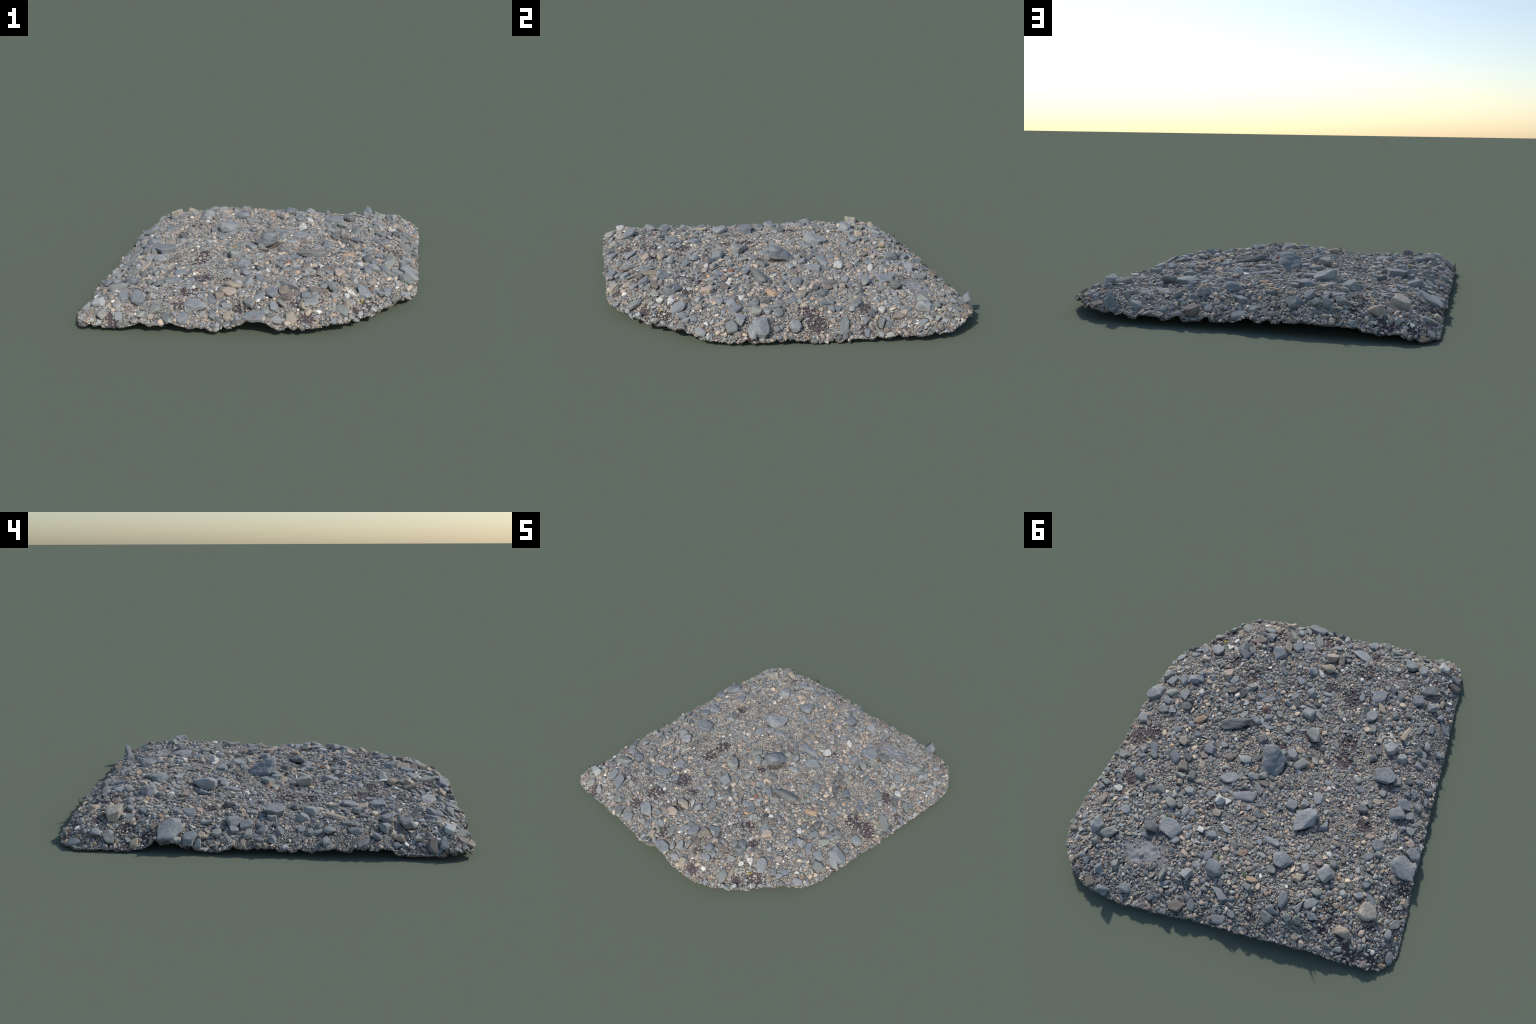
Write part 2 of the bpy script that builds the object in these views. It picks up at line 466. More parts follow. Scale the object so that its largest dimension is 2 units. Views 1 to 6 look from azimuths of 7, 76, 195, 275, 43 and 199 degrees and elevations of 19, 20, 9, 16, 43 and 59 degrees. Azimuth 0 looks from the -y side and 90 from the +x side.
# ------------------------------------------------------------------ stones: the larger ones, where they lie
# form, rock, x, y, length, width, thickness (m), turn (degrees)
STONES = [
    ("round", "slate", -0.03, 0.046, 0.18, 0.146, 0.08, 124),
    ("slab", "slate", -0.849, 0.427, 0.143, 0.117, 0.028, 164),
    ("block", "slate", -0.292, 0.331, 0.154, 0.098, 0.066, 56),
    ("slab", "slate", 0.366, 0.562, 0.127, 0.097, 0.037, 158),
    ("round", "basalt", 0.243, -0.144, 0.175, 0.07, 0.05, 17),
    ("slab", "slate", -0.31, -0.841, 0.135, 0.076, 0.022, 157),
    ("slab", "slate", -0.249, 0.583, 0.113, 0.089, 0.034, 176),
    ("block", "slate", -0.624, -0.055, 0.112, 0.09, 0.056, 10),
    ("block", "slate", 0.783, -0.248, 0.115, 0.079, 0.053, 177),
    ("slab", "slate", -0.352, -0.95, 0.075, 0.06, 0.026, 106),
    ("slab", "greenstone", 0.804, 0.19, 0.11, 0.06, 0.024, 152),
    ("block", "limestone", -0.722, 0.719, 0.097, 0.084, 0.057, 161),
    ("wedge", "slate", 0.171, -0.677, 0.112, 0.072, 0.047, 153),
    ("slab", "slate", 0.057, 0.282, 0.129, 0.059, 0.023, 3),
    ("slab", "slate", -0.002, -0.98, 0.113, 0.067, 0.025, 176),
    ("block", "slate", 0.746, 0.651, 0.094, 0.078, 0.053, 113),
    ("slab", "slate", -0.477, -0.56, 0.103, 0.071, 0.027, 54),
    ("slab", "slate", 0.165, 0.199, 0.109, 0.067, 0.025, 24),
    ("block", "slate", -0.476, 0.596, 0.086, 0.081, 0.055, 122),
    ("block", "slate", 0.067, 0.72, 0.089, 0.077, 0.052, 155),
    ("slab", "basalt", -0.428, -0.965, 0.07, 0.055, 0.026, 100),
    ("block", "greenstone", -0.188, -0.186, 0.089, 0.076, 0.052, 109),
    ("slab", "slate", 0.53, -0.641, 0.096, 0.067, 0.026, 125),
    ("block", "greenstone", -0.736, -0.681, 0.104, 0.06, 0.041, 19),
    ("block", "slate", -0.608, -0.827, 0.096, 0.065, 0.044, 104),
    ("slab", "slate", 0.07, -0.765, 0.093, 0.061, 0.023, 88),
    ("round", "sandstone", -0.633, 0.843, 0.084, 0.066, 0.045, 20),
    ("block", "slate", -0.735, 0.138, 0.081, 0.069, 0.047, 33),
    ("slab", "slate", -0.463, -0.425, 0.088, 0.063, 0.024, 71),
    ("block", "greenstone", 0.665, 0.678, 0.097, 0.057, 0.038, 30),
    ("block", "slate", -0.125, -0.323, 0.075, 0.071, 0.048, 170),
    ("slab", "slate", -0.762, 0.071, 0.088, 0.061, 0.023, 158),
    ("block", "slate", -0.62, -0.238, 0.073, 0.071, 0.048, 28),
    ("round", "basalt", 0.46, 0.592, 0.075, 0.067, 0.052, 145),
    ("block", "slate", -0.873, 0.327, 0.083, 0.06, 0.041, 158),
    ("slab", "greenstone", 0.421, -0.857, 0.09, 0.055, 0.021, 116),
    ("slab", "slate", -0.686, 0.351, 0.071, 0.069, 0.026, 157),
    ("slab", "slate", -0.312, 0.779, 0.092, 0.052, 0.02, 82),
    ("block", "greenstone", 0.753, -0.394, 0.077, 0.062, 0.042, 175),
    ("round", "sandstone", -0.144, -0.668, 0.088, 0.053, 0.042, 149),
    ("block", "slate", 0.781, -0.067, 0.077, 0.061, 0.041, 150),
    ("block", "greenstone", -0.175, 0.008, 0.084, 0.055, 0.037, 57),
    ("block", "quartz", -0.79, -0.871, 0.0592, 0.0527, 0.0336, 176),
    ("block", "greenstone", -0.034, -0.858, 0.108, 0.042, 0.029, 115),
    ("block", "slate", 0.331, 0.053, 0.076, 0.059, 0.04, 155),
    ("block", "slate", 0.8, -0.3, 0.087, 0.052, 0.035, 163),
    ("block", "slate", 0.59, -0.362, 0.076, 0.059, 0.04, 161),
    ("block", "sandstone", 0.127, -0.75, 0.095, 0.046, 0.032, 95),
    ("block", "mudstone", 0.202, 0.937, 0.072, 0.06, 0.041, 164),
    ("block", "slate", -0.69, -0.589, 0.069, 0.061, 0.041, 145),
    ("block", "granite", -0.143, -0.75, 0.072, 0.057, 0.039, 160),
    ("slab", "slate", -0.322, 0.179, 0.079, 0.053, 0.02, 118),
    ("slab", "slate", -0.203, 0.26, 0.066, 0.062, 0.024, 31),
    ("block", "slate", 0.498, 0.158, 0.077, 0.054, 0.037, 131),
    ("slab", "slate", -0.163, 0.492, 0.096, 0.043, 0.016, 165),
    ("block", "slate", 0.638, -0.352, 0.089, 0.046, 0.031, 121),
    ("block", "mudstone", 0.437, 0.203, 0.072, 0.055, 0.037, 140),
    ("block", "slate", -0.679, -0.813, 0.085, 0.046, 0.031, 107),
    ("long", "greenstone", 0.32, 0.804, 0.095, 0.041, 0.025, 89),
    ("block", "ironstone", 0.454, -0.121, 0.091, 0.042, 0.029, 44),
    ("block", "slate", 0.356, -0.634, 0.079, 0.049, 0.033, 140),
    ("round", "greenstone", 0.414, 0.427, 0.074, 0.051, 0.04, 129),
    ("round", "greenstone", 0.506, 0.354, 0.078, 0.048, 0.038, 123),
    ("slab", "slate", -0.023, 0.941, 0.079, 0.048, 0.018, 15),
    ("round", "slate", -0.064, -0.624, 0.066, 0.057, 0.045, 105),
    ("block", "greenstone", 0.651, 0.304, 0.08, 0.047, 0.032, 143),
    ("block", "greenstone", 0.371, -0.663, 0.073, 0.051, 0.035, 82),
    ("slab", "slate", -0.448, 0.756, 0.082, 0.044, 0.017, 43),
    ("block", "greenstone", 0.675, -0.252, 0.066, 0.055, 0.037, 51),
    ("block", "mudstone", 0.3, -0.74, 0.088, 0.041, 0.028, 5),
    ("block", "slate", 0.154, -0.201, 0.083, 0.043, 0.029, 152),
    ("block", "mudstone", -0.871, -0.784, 0.079, 0.045, 0.03, 176),
    ("block", "slate", 0.202, 0.779, 0.062, 0.056, 0.038, 172),
    ("block", "slate", 0.714, -0.344, 0.069, 0.051, 0.035, 166),
    ("round", "slate", 0.055, 0.153, 0.069, 0.051, 0.04, 131),
    ("block", "greenstone", -0.258, 0.874, 0.067, 0.052, 0.035, 127),
    ("block", "slate", -0.114, -0.035, 0.073, 0.048, 0.033, 135),
    ("block", "granite", 0.397, -0.461, 0.062, 0.056, 0.038, 52),
    ("block", "mudstone", -0.199, -0.752, 0.073, 0.048, 0.032, 109),
    ("block", "slate", 0.63, 0.133, 0.088, 0.039, 0.027, 110),
    ("slab", "slate", 0.633, 0.526, 0.071, 0.049, 0.019, 152),
    ("wedge", "slate", -0.397, 0.324, 0.085, 0.04, 0.026, 81),
    ("long", "sandstone", -0.676, -0.355, 0.109, 0.031, 0.019, 74),
    ("slab", "greenstone", 0.686, -0.135, 0.073, 0.047, 0.018, 172),
    ("block", "basalt", 0.075, -0.085, 0.063, 0.054, 0.037, 44),
    ("long", "granite", 0.785, 0.495, 0.082, 0.041, 0.024, 85),
    ("block", "sandstone", 0.176, -0.954, 0.072, 0.046, 0.032, 111),
    ("block", "slate", 0.005, 0.828, 0.095, 0.035, 0.024, 142),
    ("round", "slate", 0.592, 0.962, 0.062, 0.042, 0.085, 20),
    ("block", "slate", -0.775, -0.573, 0.059, 0.055, 0.038, 170),
    ("round", "slate", -0.1, -0.469, 0.062, 0.053, 0.041, 157),
    ("slab", "greenstone", 0.168, -0.928, 0.077, 0.043, 0.016, 154),
    ("slab", "slate", 0.122, 0.067, 0.065, 0.049, 0.019, 7),
    ("long", "slate", -0.877, -0.473, 0.087, 0.037, 0.022, 137),
    ("block", "slate", -0.688, -0.197, 0.066, 0.049, 0.033, 52),
    ("slab", "slate", 0.74, -0.553, 0.068, 0.046, 0.017, 44),
    ("slab", "slate", 0.129, -0.36, 0.081, 0.039, 0.015, 35),
    ("block", "greenstone", -0.765, -0.931, 0.058, 0.054, 0.037, 151),
    ("block", "greenstone", -0.862, 0.707, 0.077, 0.041, 0.028, 41),
    ("slab", "slate", 0.325, 0.453, 0.071, 0.043, 0.016, 88),
    ("block", "granite", -0.822, -0.937, 0.086, 0.035, 0.024, 81),
    ("block", "sandstone", 0.495, 0.038, 0.064, 0.047, 0.032, 155),
    ("block", "slate", -0.261, 0.229, 0.056, 0.054, 0.036, 44),
    ("slab", "slate", -0.872, 0.871, 0.074, 0.041, 0.015, 90),
    ("block", "slate", 0.479, 0.926, 0.061, 0.049, 0.033, 176),
    ("block", "greenstone", -0.004, 0.217, 0.078, 0.038, 0.026, 128),
    ("block", "sandstone", -0.356, 0.654, 0.068, 0.043, 0.029, 35),
    ("slab", "slate", 0.12, 0.659, 0.068, 0.042, 0.016, 73),
    ("slab", "slate", 0.361, -0.436, 0.059, 0.049, 0.018, 90),
    ("round", "quartz", 0.167, 0.341, 0.062, 0.054, 0.055, 40),
    ("long", "sandstone", -0.507, -0.487, 0.076, 0.038, 0.023, 131),
    ("block", "slate", 0.595, -0.258, 0.074, 0.038, 0.026, 84),
    ("round", "sandstone", 0.439, -0.794, 0.075, 0.038, 0.03, 127),
    ("slab", "slate", 0.558, -0.021, 0.06, 0.046, 0.018, 0),
    ("slab", "slate", 0.008, -0.783, 0.071, 0.039, 0.015, 40),
    ("block", "slate", -0.468, 0.82, 0.064, 0.044, 0.03, 159),
    ("slab", "slate", 0.273, -0.849, 0.06, 0.047, 0.018, 7),
    ("block", "basalt", -0.042, -0.37, 0.076, 0.036, 0.025, 121),
    ("slab", "slate", -0.652, 0.429, 0.065, 0.042, 0.016, 24),
    ("round", "slate", -0.802, -0.444, 0.066, 0.042, 0.032, 104),
    ("block", "greenstone", -0.594, -0.46, 0.061, 0.044, 0.03, 84),
    ("slab", "slate", 0.107, -0.955, 0.06, 0.045, 0.017, 19),
    ("block", "slate", -0.865, -0.841, 0.065, 0.042, 0.028, 172),
    ("block", "slate", -0.87, -0.311, 0.055, 0.048, 0.033, 169),
    ("block", "slate", 0.242, -0.79, 0.063, 0.042, 0.029, 97),
    ("block", "mudstone", 0.137, -0.807, 0.06, 0.043, 0.03, 172),
    ("wedge", "slate", -0.755, 0.267, 0.079, 0.033, 0.021, 87),
    ("block", "basalt", 0.369, 0.238, 0.059, 0.044, 0.03, 97),
    ("block", "greenstone", 0.819, 0.379, 0.075, 0.035, 0.024, 151),
    ("block", "basalt", 0.559, -0.184, 0.052, 0.05, 0.034, 24),
    ("block", "basalt", -0.565, 0.18, 0.051, 0.05, 0.034, 136),
    ("wedge", "basalt", -0.651, -0.486, 0.068, 0.038, 0.025, 123),
    ("slab", "slate", -0.721, 0.637, 0.061, 0.042, 0.016, 137),
    ("block", "mudstone", 0.674, 0.944, 0.06, 0.042, 0.029, 50),
    ("block", "slate", 0.089, -0.886, 0.06, 0.042, 0.029, 103),
    ("wedge", "slate", -0.392, 0.79, 0.068, 0.037, 0.024, 71),
    ("slab", "slate", -0.078, 0.903, 0.055, 0.046, 0.018, 140),
    ("block", "greenstone", -0.692, -0.047, 0.052, 0.048, 0.033, 2),
    ("round", "greenstone", -0.595, -0.588, 0.066, 0.038, 0.03, 108),
    ("slab", "slate", 0.653, -0.572, 0.059, 0.042, 0.016, 27),
    ("block", "greenstone", -0.494, -0.913, 0.058, 0.043, 0.029, 10),
    ("block", "slate", -0.018, -0.533, 0.061, 0.041, 0.028, 131),
    ("slab", "slate", 0.13, 0.914, 0.062, 0.04, 0.015, 122),
    ("block", "slate", 0.345, 0.334, 0.06, 0.041, 0.028, 165),
    ("slab", "slate", -0.38, -0.535, 0.068, 0.036, 0.014, 90),
    ("slab", "slate", 0.229, 0.318, 0.056, 0.044, 0.017, 24),
    ("round", "greenstone", -0.003, 0.143, 0.054, 0.044, 0.034, 53),
    ("slab", "greenstone", 0.38, -0.747, 0.059, 0.04, 0.015, 52),
    ("block", "greenstone", -0.834, 0.057, 0.052, 0.045, 0.03, 170),
    ("block", "mudstone", 0.345, -0.359, 0.065, 0.036, 0.024, 9),
    ("slab", "slate", -0.014, -0.42, 0.073, 0.032, 0.013, 55),
    ("block", "slate", 0.61, -0.616, 0.057, 0.041, 0.028, 120),
    ("slab", "slate", 0.228, -0.221, 0.066, 0.035, 0.013, 78),
    ("block", "slate", 0.139, 0.547, 0.056, 0.041, 0.028, 176),
    ("block", "granite", 0.573, -0.54, 0.052, 0.044, 0.03, 7),
    ("block", "greenstone", 0.383, -0.691, 0.066, 0.035, 0.024, 60),
    ("round", "slate", -0.868, -0.061, 0.059, 0.039, 0.03, 19),
    ("slab", "greenstone", -0.843, 0.151, 0.077, 0.03, 0.013, 36),
    ("wedge", "slate", -0.55, -0.621, 0.068, 0.034, 0.022, 126),
    ("block", "basalt", 0.75, 0.351, 0.056, 0.041, 0.028, 163),
    ("block", "basalt", 0.43, 0.132, 0.057, 0.04, 0.027, 144),
    ("block", "greenstone", 0.321, -0.66, 0.055, 0.041, 0.028, 100),
    ("block", "sandstone", -0.135, -0.932, 0.052, 0.043, 0.029, 102),
    ("block", "greenstone", -0.059, -0.026, 0.05, 0.045, 0.03, 128),
    ("round", "slate", -0.841, 0.775, 0.055, 0.041, 0.032, 59),
    ("round", "slate", -0.802, -0.323, 0.058, 0.038, 0.03, 86),
    ("round", "greenstone", -0.457, 0.7, 0.048, 0.046, 0.036, 150),
    ("block", "slate", 0.68, -0.19, 0.054, 0.041, 0.028, 137),
    ("block", "sandstone", 0.22, -0.873, 0.066, 0.034, 0.023, 104),
    ("block", "granite", 0.161, 0.416, 0.049, 0.045, 0.031, 164),
    ("round", "sandstone", -0.829, -0.64, 0.059, 0.038, 0.029, 102),
    ("slab", "slate", -0.673, -0.941, 0.059, 0.038, 0.014, 105),
    ("long", "greenstone", -0.446, -0.261, 0.092, 0.024, 0.014, 81),
    ("wedge", "slate", 0.634, -0.142, 0.052, 0.042, 0.027, 111),
    ("block", "slate", 0.549, -0.42, 0.049, 0.044, 0.03, 124),
    ("block", "sandstone", -0.883, 0.582, 0.053, 0.04, 0.028, 155),
    ("slab", "slate", 0.081, 0.496, 0.065, 0.033, 0.013, 147),
    ("slab", "slate", -0.794, -0.271, 0.058, 0.037, 0.014, 148),
    ("round", "greenstone", 0.049, -0.918, 0.055, 0.038, 0.03, 97),
    ("block", "slate", -0.273, 0.841, 0.061, 0.034, 0.023, 142),
    ("block", "greenstone", -0.822, 0.2, 0.051, 0.041, 0.028, 157),
    ("block", "greenstone", -0.741, -0.404, 0.07, 0.03, 0.02, 63),
    ("slab", "slate", 0.68, 0.185, 0.052, 0.039, 0.015, 9),
    ("block", "greenstone", -0.407, 0.854, 0.05, 0.041, 0.028, 138),
    ("block", "greenstone", -0.054, 0.371, 0.072, 0.028, 0.019, 168),
    ("block", "greenstone", -0.211, 0.649, 0.052, 0.039, 0.026, 132),
    ("block", "slate", -0.374, 0.59, 0.046, 0.044, 0.03, 43),
    ("block", "slate", 0.553, -0.381, 0.048, 0.042, 0.028, 120),
    ("slab", "mudstone", 0.765, 0.88, 0.055, 0.036, 0.014, 1),
    ("block", "slate", -0.797, -0.015, 0.056, 0.036, 0.024, 139),
    ("block", "greenstone", -0.497, 0.529, 0.045, 0.044, 0.03, 168),
    ("block", "slate", -0.148, -0.852, 0.05, 0.039, 0.027, 170),
    ("block", "mudstone", 0.208, 0.076, 0.058, 0.034, 0.023, 7),
    ("slab", "slate", 0.347, 0.931, 0.051, 0.038, 0.015, 15),
    ("block", "slate", -0.803, 0.122, 0.049, 0.04, 0.027, 31),
    ("block", "greenstone", -0.803, -0.23, 0.048, 0.04, 0.027, 13),
    ("slab", "greenstone", -0.438, -0.942, 0.06, 0.032, 0.013, 49),
    ("block", "slate", 0.64, 0.87, 0.048, 0.04, 0.027, 137),
    ("round", "greenstone", 0.72, 0.735, 0.048, 0.04, 0.031, 107),
    ("round", "basalt", -0.535, -0.152, 0.048, 0.04, 0.031, 67),
    ("wedge", "slate", 0.085, -0.236, 0.047, 0.04, 0.026, 11),
    ("slab", "slate", 0.158, 0.721, 0.045, 0.042, 0.016, 62),
    ("block", "greenstone", 0.432, 0.25, 0.062, 0.031, 0.021, 165),
    ("block", "greenstone", -0.564, -0.925, 0.054, 0.035, 0.024, 61),
    ("round", "basalt", 0.011, 0.568, 0.056, 0.034, 0.026, 119),
    ("slab", "slate", 0.842, 0.6, 0.061, 0.031, 0.013, 111),
    ("slab", "granite", -0.632, 0.312, 0.055, 0.034, 0.013, 23),
    ("block", "mudstone", 0.874, 0.685, 0.056, 0.033, 0.023, 177),
    ("block", "granite", 0.298, -0.712, 0.053, 0.035, 0.024, 145),
    ("slab", "greenstone", -0.736, -0.447, 0.057, 0.032, 0.013, 21),
    ("slab", "sandstone", -0.621, 0.106, 0.048, 0.038, 0.014, 158),
    ("slab", "slate", -0.223, -0.81, 0.046, 0.04, 0.015, 173),
    ("block", "slate", -0.786, -0.188, 0.049, 0.037, 0.025, 161),
    ("round", "slate", -0.213, -0.912, 0.055, 0.033, 0.026, 105),
    ("block", "mudstone", -0.106, 0.163, 0.045, 0.04, 0.027, 69),
    ("slab", "granite", 0.341, 0.157, 0.048, 0.038, 0.014, 103),
    ("block", "quartz", 0.724, 0.413, 0.049, 0.037, 0.025, 158),
    ("round", "granite", 0.052, 0.603, 0.057, 0.031, 0.024, 161),
    ("round", "mudstone", -0.478, 0.41, 0.051, 0.035, 0.027, 121),
    ("slab", "greenstone", -0.24, -0.039, 0.054, 0.033, 0.013, 137),
    ("block", "greenstone", -0.048, -0.184, 0.046, 0.039, 0.026, 73),
    ("round", "slate", -0.833, -0.538, 0.045, 0.04, 0.031, 7),
    ("block", "mudstone", -0.027, 0.404, 0.048, 0.037, 0.025, 178),
    ("round", "slate", 0.791, 0.311, 0.051, 0.035, 0.027, 156),
    ("block", "greenstone", -0.491, -0.346, 0.05, 0.036, 0.024, 87),
    ("block", "ironstone", -0.044, 0.603, 0.053, 0.033, 0.023, 45),
    ("block", "mudstone", -0.195, -0.693, 0.048, 0.037, 0.025, 99),
    ("round", "sandstone", 0.421, 0.292, 0.046, 0.038, 0.03, 132),
    ("block", "greenstone", -0.353, 0.852, 0.048, 0.037, 0.025, 16),
    ("block", "slate", 0.683, 0.155, 0.048, 0.036, 0.025, 29),
    ("block", "mudstone", -0.024, 0.185, 0.059, 0.03, 0.02, 165),
    ("slab", "greenstone", -0.296, -0.268, 0.055, 0.031, 0.013, 83),
    ("round", "quartz", -0.116, -0.618, 0.065, 0.027, 0.021, 113),
    ("block", "basalt", -0.557, -0.204, 0.049, 0.036, 0.024, 81),
    ("round", "slate", 0.014, -0.368, 0.042, 0.041, 0.032, 173),
    ("block", "greenstone", 0.237, -0.414, 0.045, 0.038, 0.026, 4),
    ("block", "slate", -0.808, -0.092, 0.048, 0.036, 0.024, 43),
    ("round", "greenstone", 0.118, -0.852, 0.066, 0.026, 0.02, 108),
    ("wedge", "quartz", 0.467, -0.675, 0.053, 0.032, 0.021, 148),
    ("slab", "greenstone", -0.506, -0.89, 0.057, 0.03, 0.013, 42),
    ("block", "slate", 0.316, 0.626, 0.047, 0.036, 0.025, 26),
    ("block", "greenstone", -0.18, -0.32, 0.058, 0.029, 0.02, 129),
    ("block", "granite", -0.838, 0.27, 0.05, 0.034, 0.023, 22),
    ("block", "ironstone", -0.135, 0.725, 0.064, 0.027, 0.018, 5),
    ("block", "mudstone", -0.803, 0.502, 0.052, 0.033, 0.022, 149),
    ("block", "slate", 0.618, 0.17, 0.049, 0.034, 0.023, 150),
    ("block", "slate", -0.891, 0.285, 0.047, 0.036, 0.024, 170),
    ("block", "greenstone", -0.492, 0.005, 0.047, 0.036, 0.024, 141),
    ("block", "granite", 0.245, 0.68, 0.059, 0.028, 0.019, 150),
    ("block", "greenstone", -0.083, -0.261, 0.06, 0.028, 0.019, 118),
    ("block", "greenstone", -0.64, 0.043, 0.043, 0.039, 0.026, 55),
    ("slab", "slate", 0.173, -0.372, 0.049, 0.034, 0.013, 11),
    ("block", "mudstone", 0.733, -0.035, 0.05, 0.033, 0.022, 122),
    ("slab", "slate", 0.27, 0.004, 0.05, 0.033, 0.013, 165),
    ("block", "slate", 0.857, 0.295, 0.055, 0.03, 0.02, 167),
    ("slab", "slate", 0.296, 0.85, 0.064, 0.025, 0.013, 38),
    ("long", "greenstone", -0.539, 0.43, 0.076, 0.021, 0.013, 78),
    ("block", "slate", -0.659, 0.648, 0.049, 0.033, 0.022, 6),
    ("wedge", "slate", -0.136, 0.291, 0.053, 0.03, 0.02, 131),
    ("slab", "granite", 0.352, 0.1, 0.053, 0.031, 0.013, 174),
    ("block", "slate", -0.681, 0.578, 0.048, 0.033, 0.023, 36),
    ("round", "slate", -0.071, -0.526, 0.044, 0.036, 0.028, 137),
    ("slab", "slate", 0.169, 0.278, 0.053, 0.03, 0.013, 13),
    ("block", "greenstone", -0.592, 0.13, 0.049, 0.032, 0.022, 115),
    ("block", "basalt", -0.753, -0.072, 0.045, 0.036, 0.024, 153),
    ("block", "greenstone", 0.568, 0.826, 0.042, 0.038, 0.026, 51),
    ("slab", "slate", -0.698, -0.006, 0.054, 0.029, 0.013, 29),
    ("round", "sandstone", -0.151, -0.078, 0.05, 0.031, 0.024, 28),
    ("block", "greenstone", 0.331, -0.036, 0.041, 0.038, 0.026, 146),
    ("block", "greenstone", 0.092, -0.572, 0.051, 0.03, 0.021, 135),
    ("block", "slate", 0.727, 0.846, 0.053, 0.03, 0.02, 80),
    ("slab", "slate", -0.188, -0.49, 0.052, 0.029, 0.013, 179),
    ("slab", "greenstone", -0.567, 0.627, 0.042, 0.037, 0.014, 19),
    ("round", "slate", -0.788, 0.203, 0.051, 0.03, 0.023, 79),
    ("round", "slate", -0.866, 0.006, 0.05, 0.03, 0.024, 69),
    ("block", "mudstone", 0.222, -0.343, 0.046, 0.033, 0.023, 174),
    ("block", "greenstone", 0.576, -0.771, 0.054, 0.028, 0.019, 37),
    ("block", "greenstone", -0.262, -0.907, 0.042, 0.036, 0.024, 69),
    ("block", "greenstone", -0.122, 0.765, 0.046, 0.033, 0.022, 165),
    ("wedge", "slate", 0.557, 0.56, 0.047, 0.033, 0.021, 136),
    ("slab", "slate", 0.066, -0.172, 0.059, 0.025, 0.013, 6),
    ("block", "greenstone", 0.033, -0.276, 0.047, 0.032, 0.022, 124),
    ("block", "quartz", 0.509, -0.297, 0.043, 0.035, 0.024, 123),
    ("round", "slate", 0.291, -0.809, 0.044, 0.034, 0.026, 133),
    ("slab", "greenstone", 0.474, 0.514, 0.044, 0.034, 0.013, 36),
    ("block", "greenstone", -0.424, -0.751, 0.043, 0.034, 0.023, 79),
    ("block", "slate", 0.434, -0.022, 0.044, 0.033, 0.023, 146),
    ("block", "slate", 0.648, -0.612, 0.045, 0.033, 0.022, 48),
    ("block", "greenstone", 0.365, 0.425, 0.044, 0.033, 0.023, 96),
    ("block", "slate", -0.517, 0.065, 0.049, 0.03, 0.02, 160),
    ("wedge", "slate", 0.417, 0.335, 0.049, 0.03, 0.019, 134),
    ("block", "slate", -0.866, -0.626, 0.043, 0.034, 0.023, 105),
    ("block", "quartz", 0.209, 0.531, 0.052, 0.034, 0.03, 150),
    ("round", "slate", 0.701, 0.26, 0.046, 0.032, 0.025, 152),
    ("block", "slate", 0.834, 0.418, 0.046, 0.032, 0.022, 147),
    ("round", "slate", 0.734, 0.373, 0.041, 0.035, 0.027, 169),
    ("slab", "slate", -0.394, -0.637, 0.052, 0.028, 0.013, 50),
    ("block", "greenstone", 0.307, 0.115, 0.05, 0.029, 0.019, 119),
    ("block", "basalt", 0.692, -0.649, 0.045, 0.032, 0.022, 50),
    ("block", "granite", -0.422, 0.541, 0.042, 0.034, 0.023, 119),
    ("block", "quartz", 0.309, -0.336, 0.034, 0.028, 0.024, 20),
    ("block", "quartz", -0.359, 0.104, 0.03, 0.02, 0.016, 150),
    ("round", "brick", 0.12, -0.283, 0.036, 0.026, 0.026, 60),
    ("wedge", "quartz", 0.464, -0.666, 0.044, 0.028, 0.022, 120),
    ("block", "quartz", 0.44, -0.726, 0.038, 0.03, 0.022, 60),
    ("block", "quartz", 0.16, -0.96, 0.036, 0.02, 0.022, 100),
]
STONES.sort(key=lambda s: -s[4] * s[5])
RAST = 0.0025
TAKEN = np.zeros((int(1.9 / RAST), int(2.1 / RAST)), bool)


def cells(x, y, half):
    i0, i1 = int((x - half + 0.95) / RAST), int((x + half + 0.95) / RAST) + 1
    j0, j1 = int((y - half + 1.05) / RAST), int((y + half + 1.05) / RAST) + 1
    i0, j0 = max(i0, 0), max(j0, 0)
    i1, j1 = min(i1, TAKEN.shape[0]), min(j1, TAKEN.shape[1])
    X = (np.arange(i0, i1) * RAST - 0.95 - x)[:, None]
    Y = (np.arange(j0, j1) * RAST - 1.05 - y)[None, :]
    return (slice(i0, i1), slice(j0, j1)), X, Y


def footprint(x, y, a, b, turn):
    s, X, Y = cells(x, y, max(a, b))
    c, q = math.cos(turn), math.sin(turn)
    return s, ((X * c + Y * q) / a) ** 2 + ((-X * q + Y * c) / b) ** 2 < 1


def lie(n, turn, tip=(0, 0)):
    """Rotation that lays z on the slope normal, turned about it and tipped a little."""
    n = Vector(n)
    ex = Vector((1, 0, 0))
    ex = (ex - n * ex.dot(n)).normalized()
    ey = n.cross(ex)
    base = Matrix((ex, ey, n)).transposed()
    return base @ Matrix.Rotation(turn, 3, "Z") @ Euler((tip[0], tip[1], 0)).to_matrix()


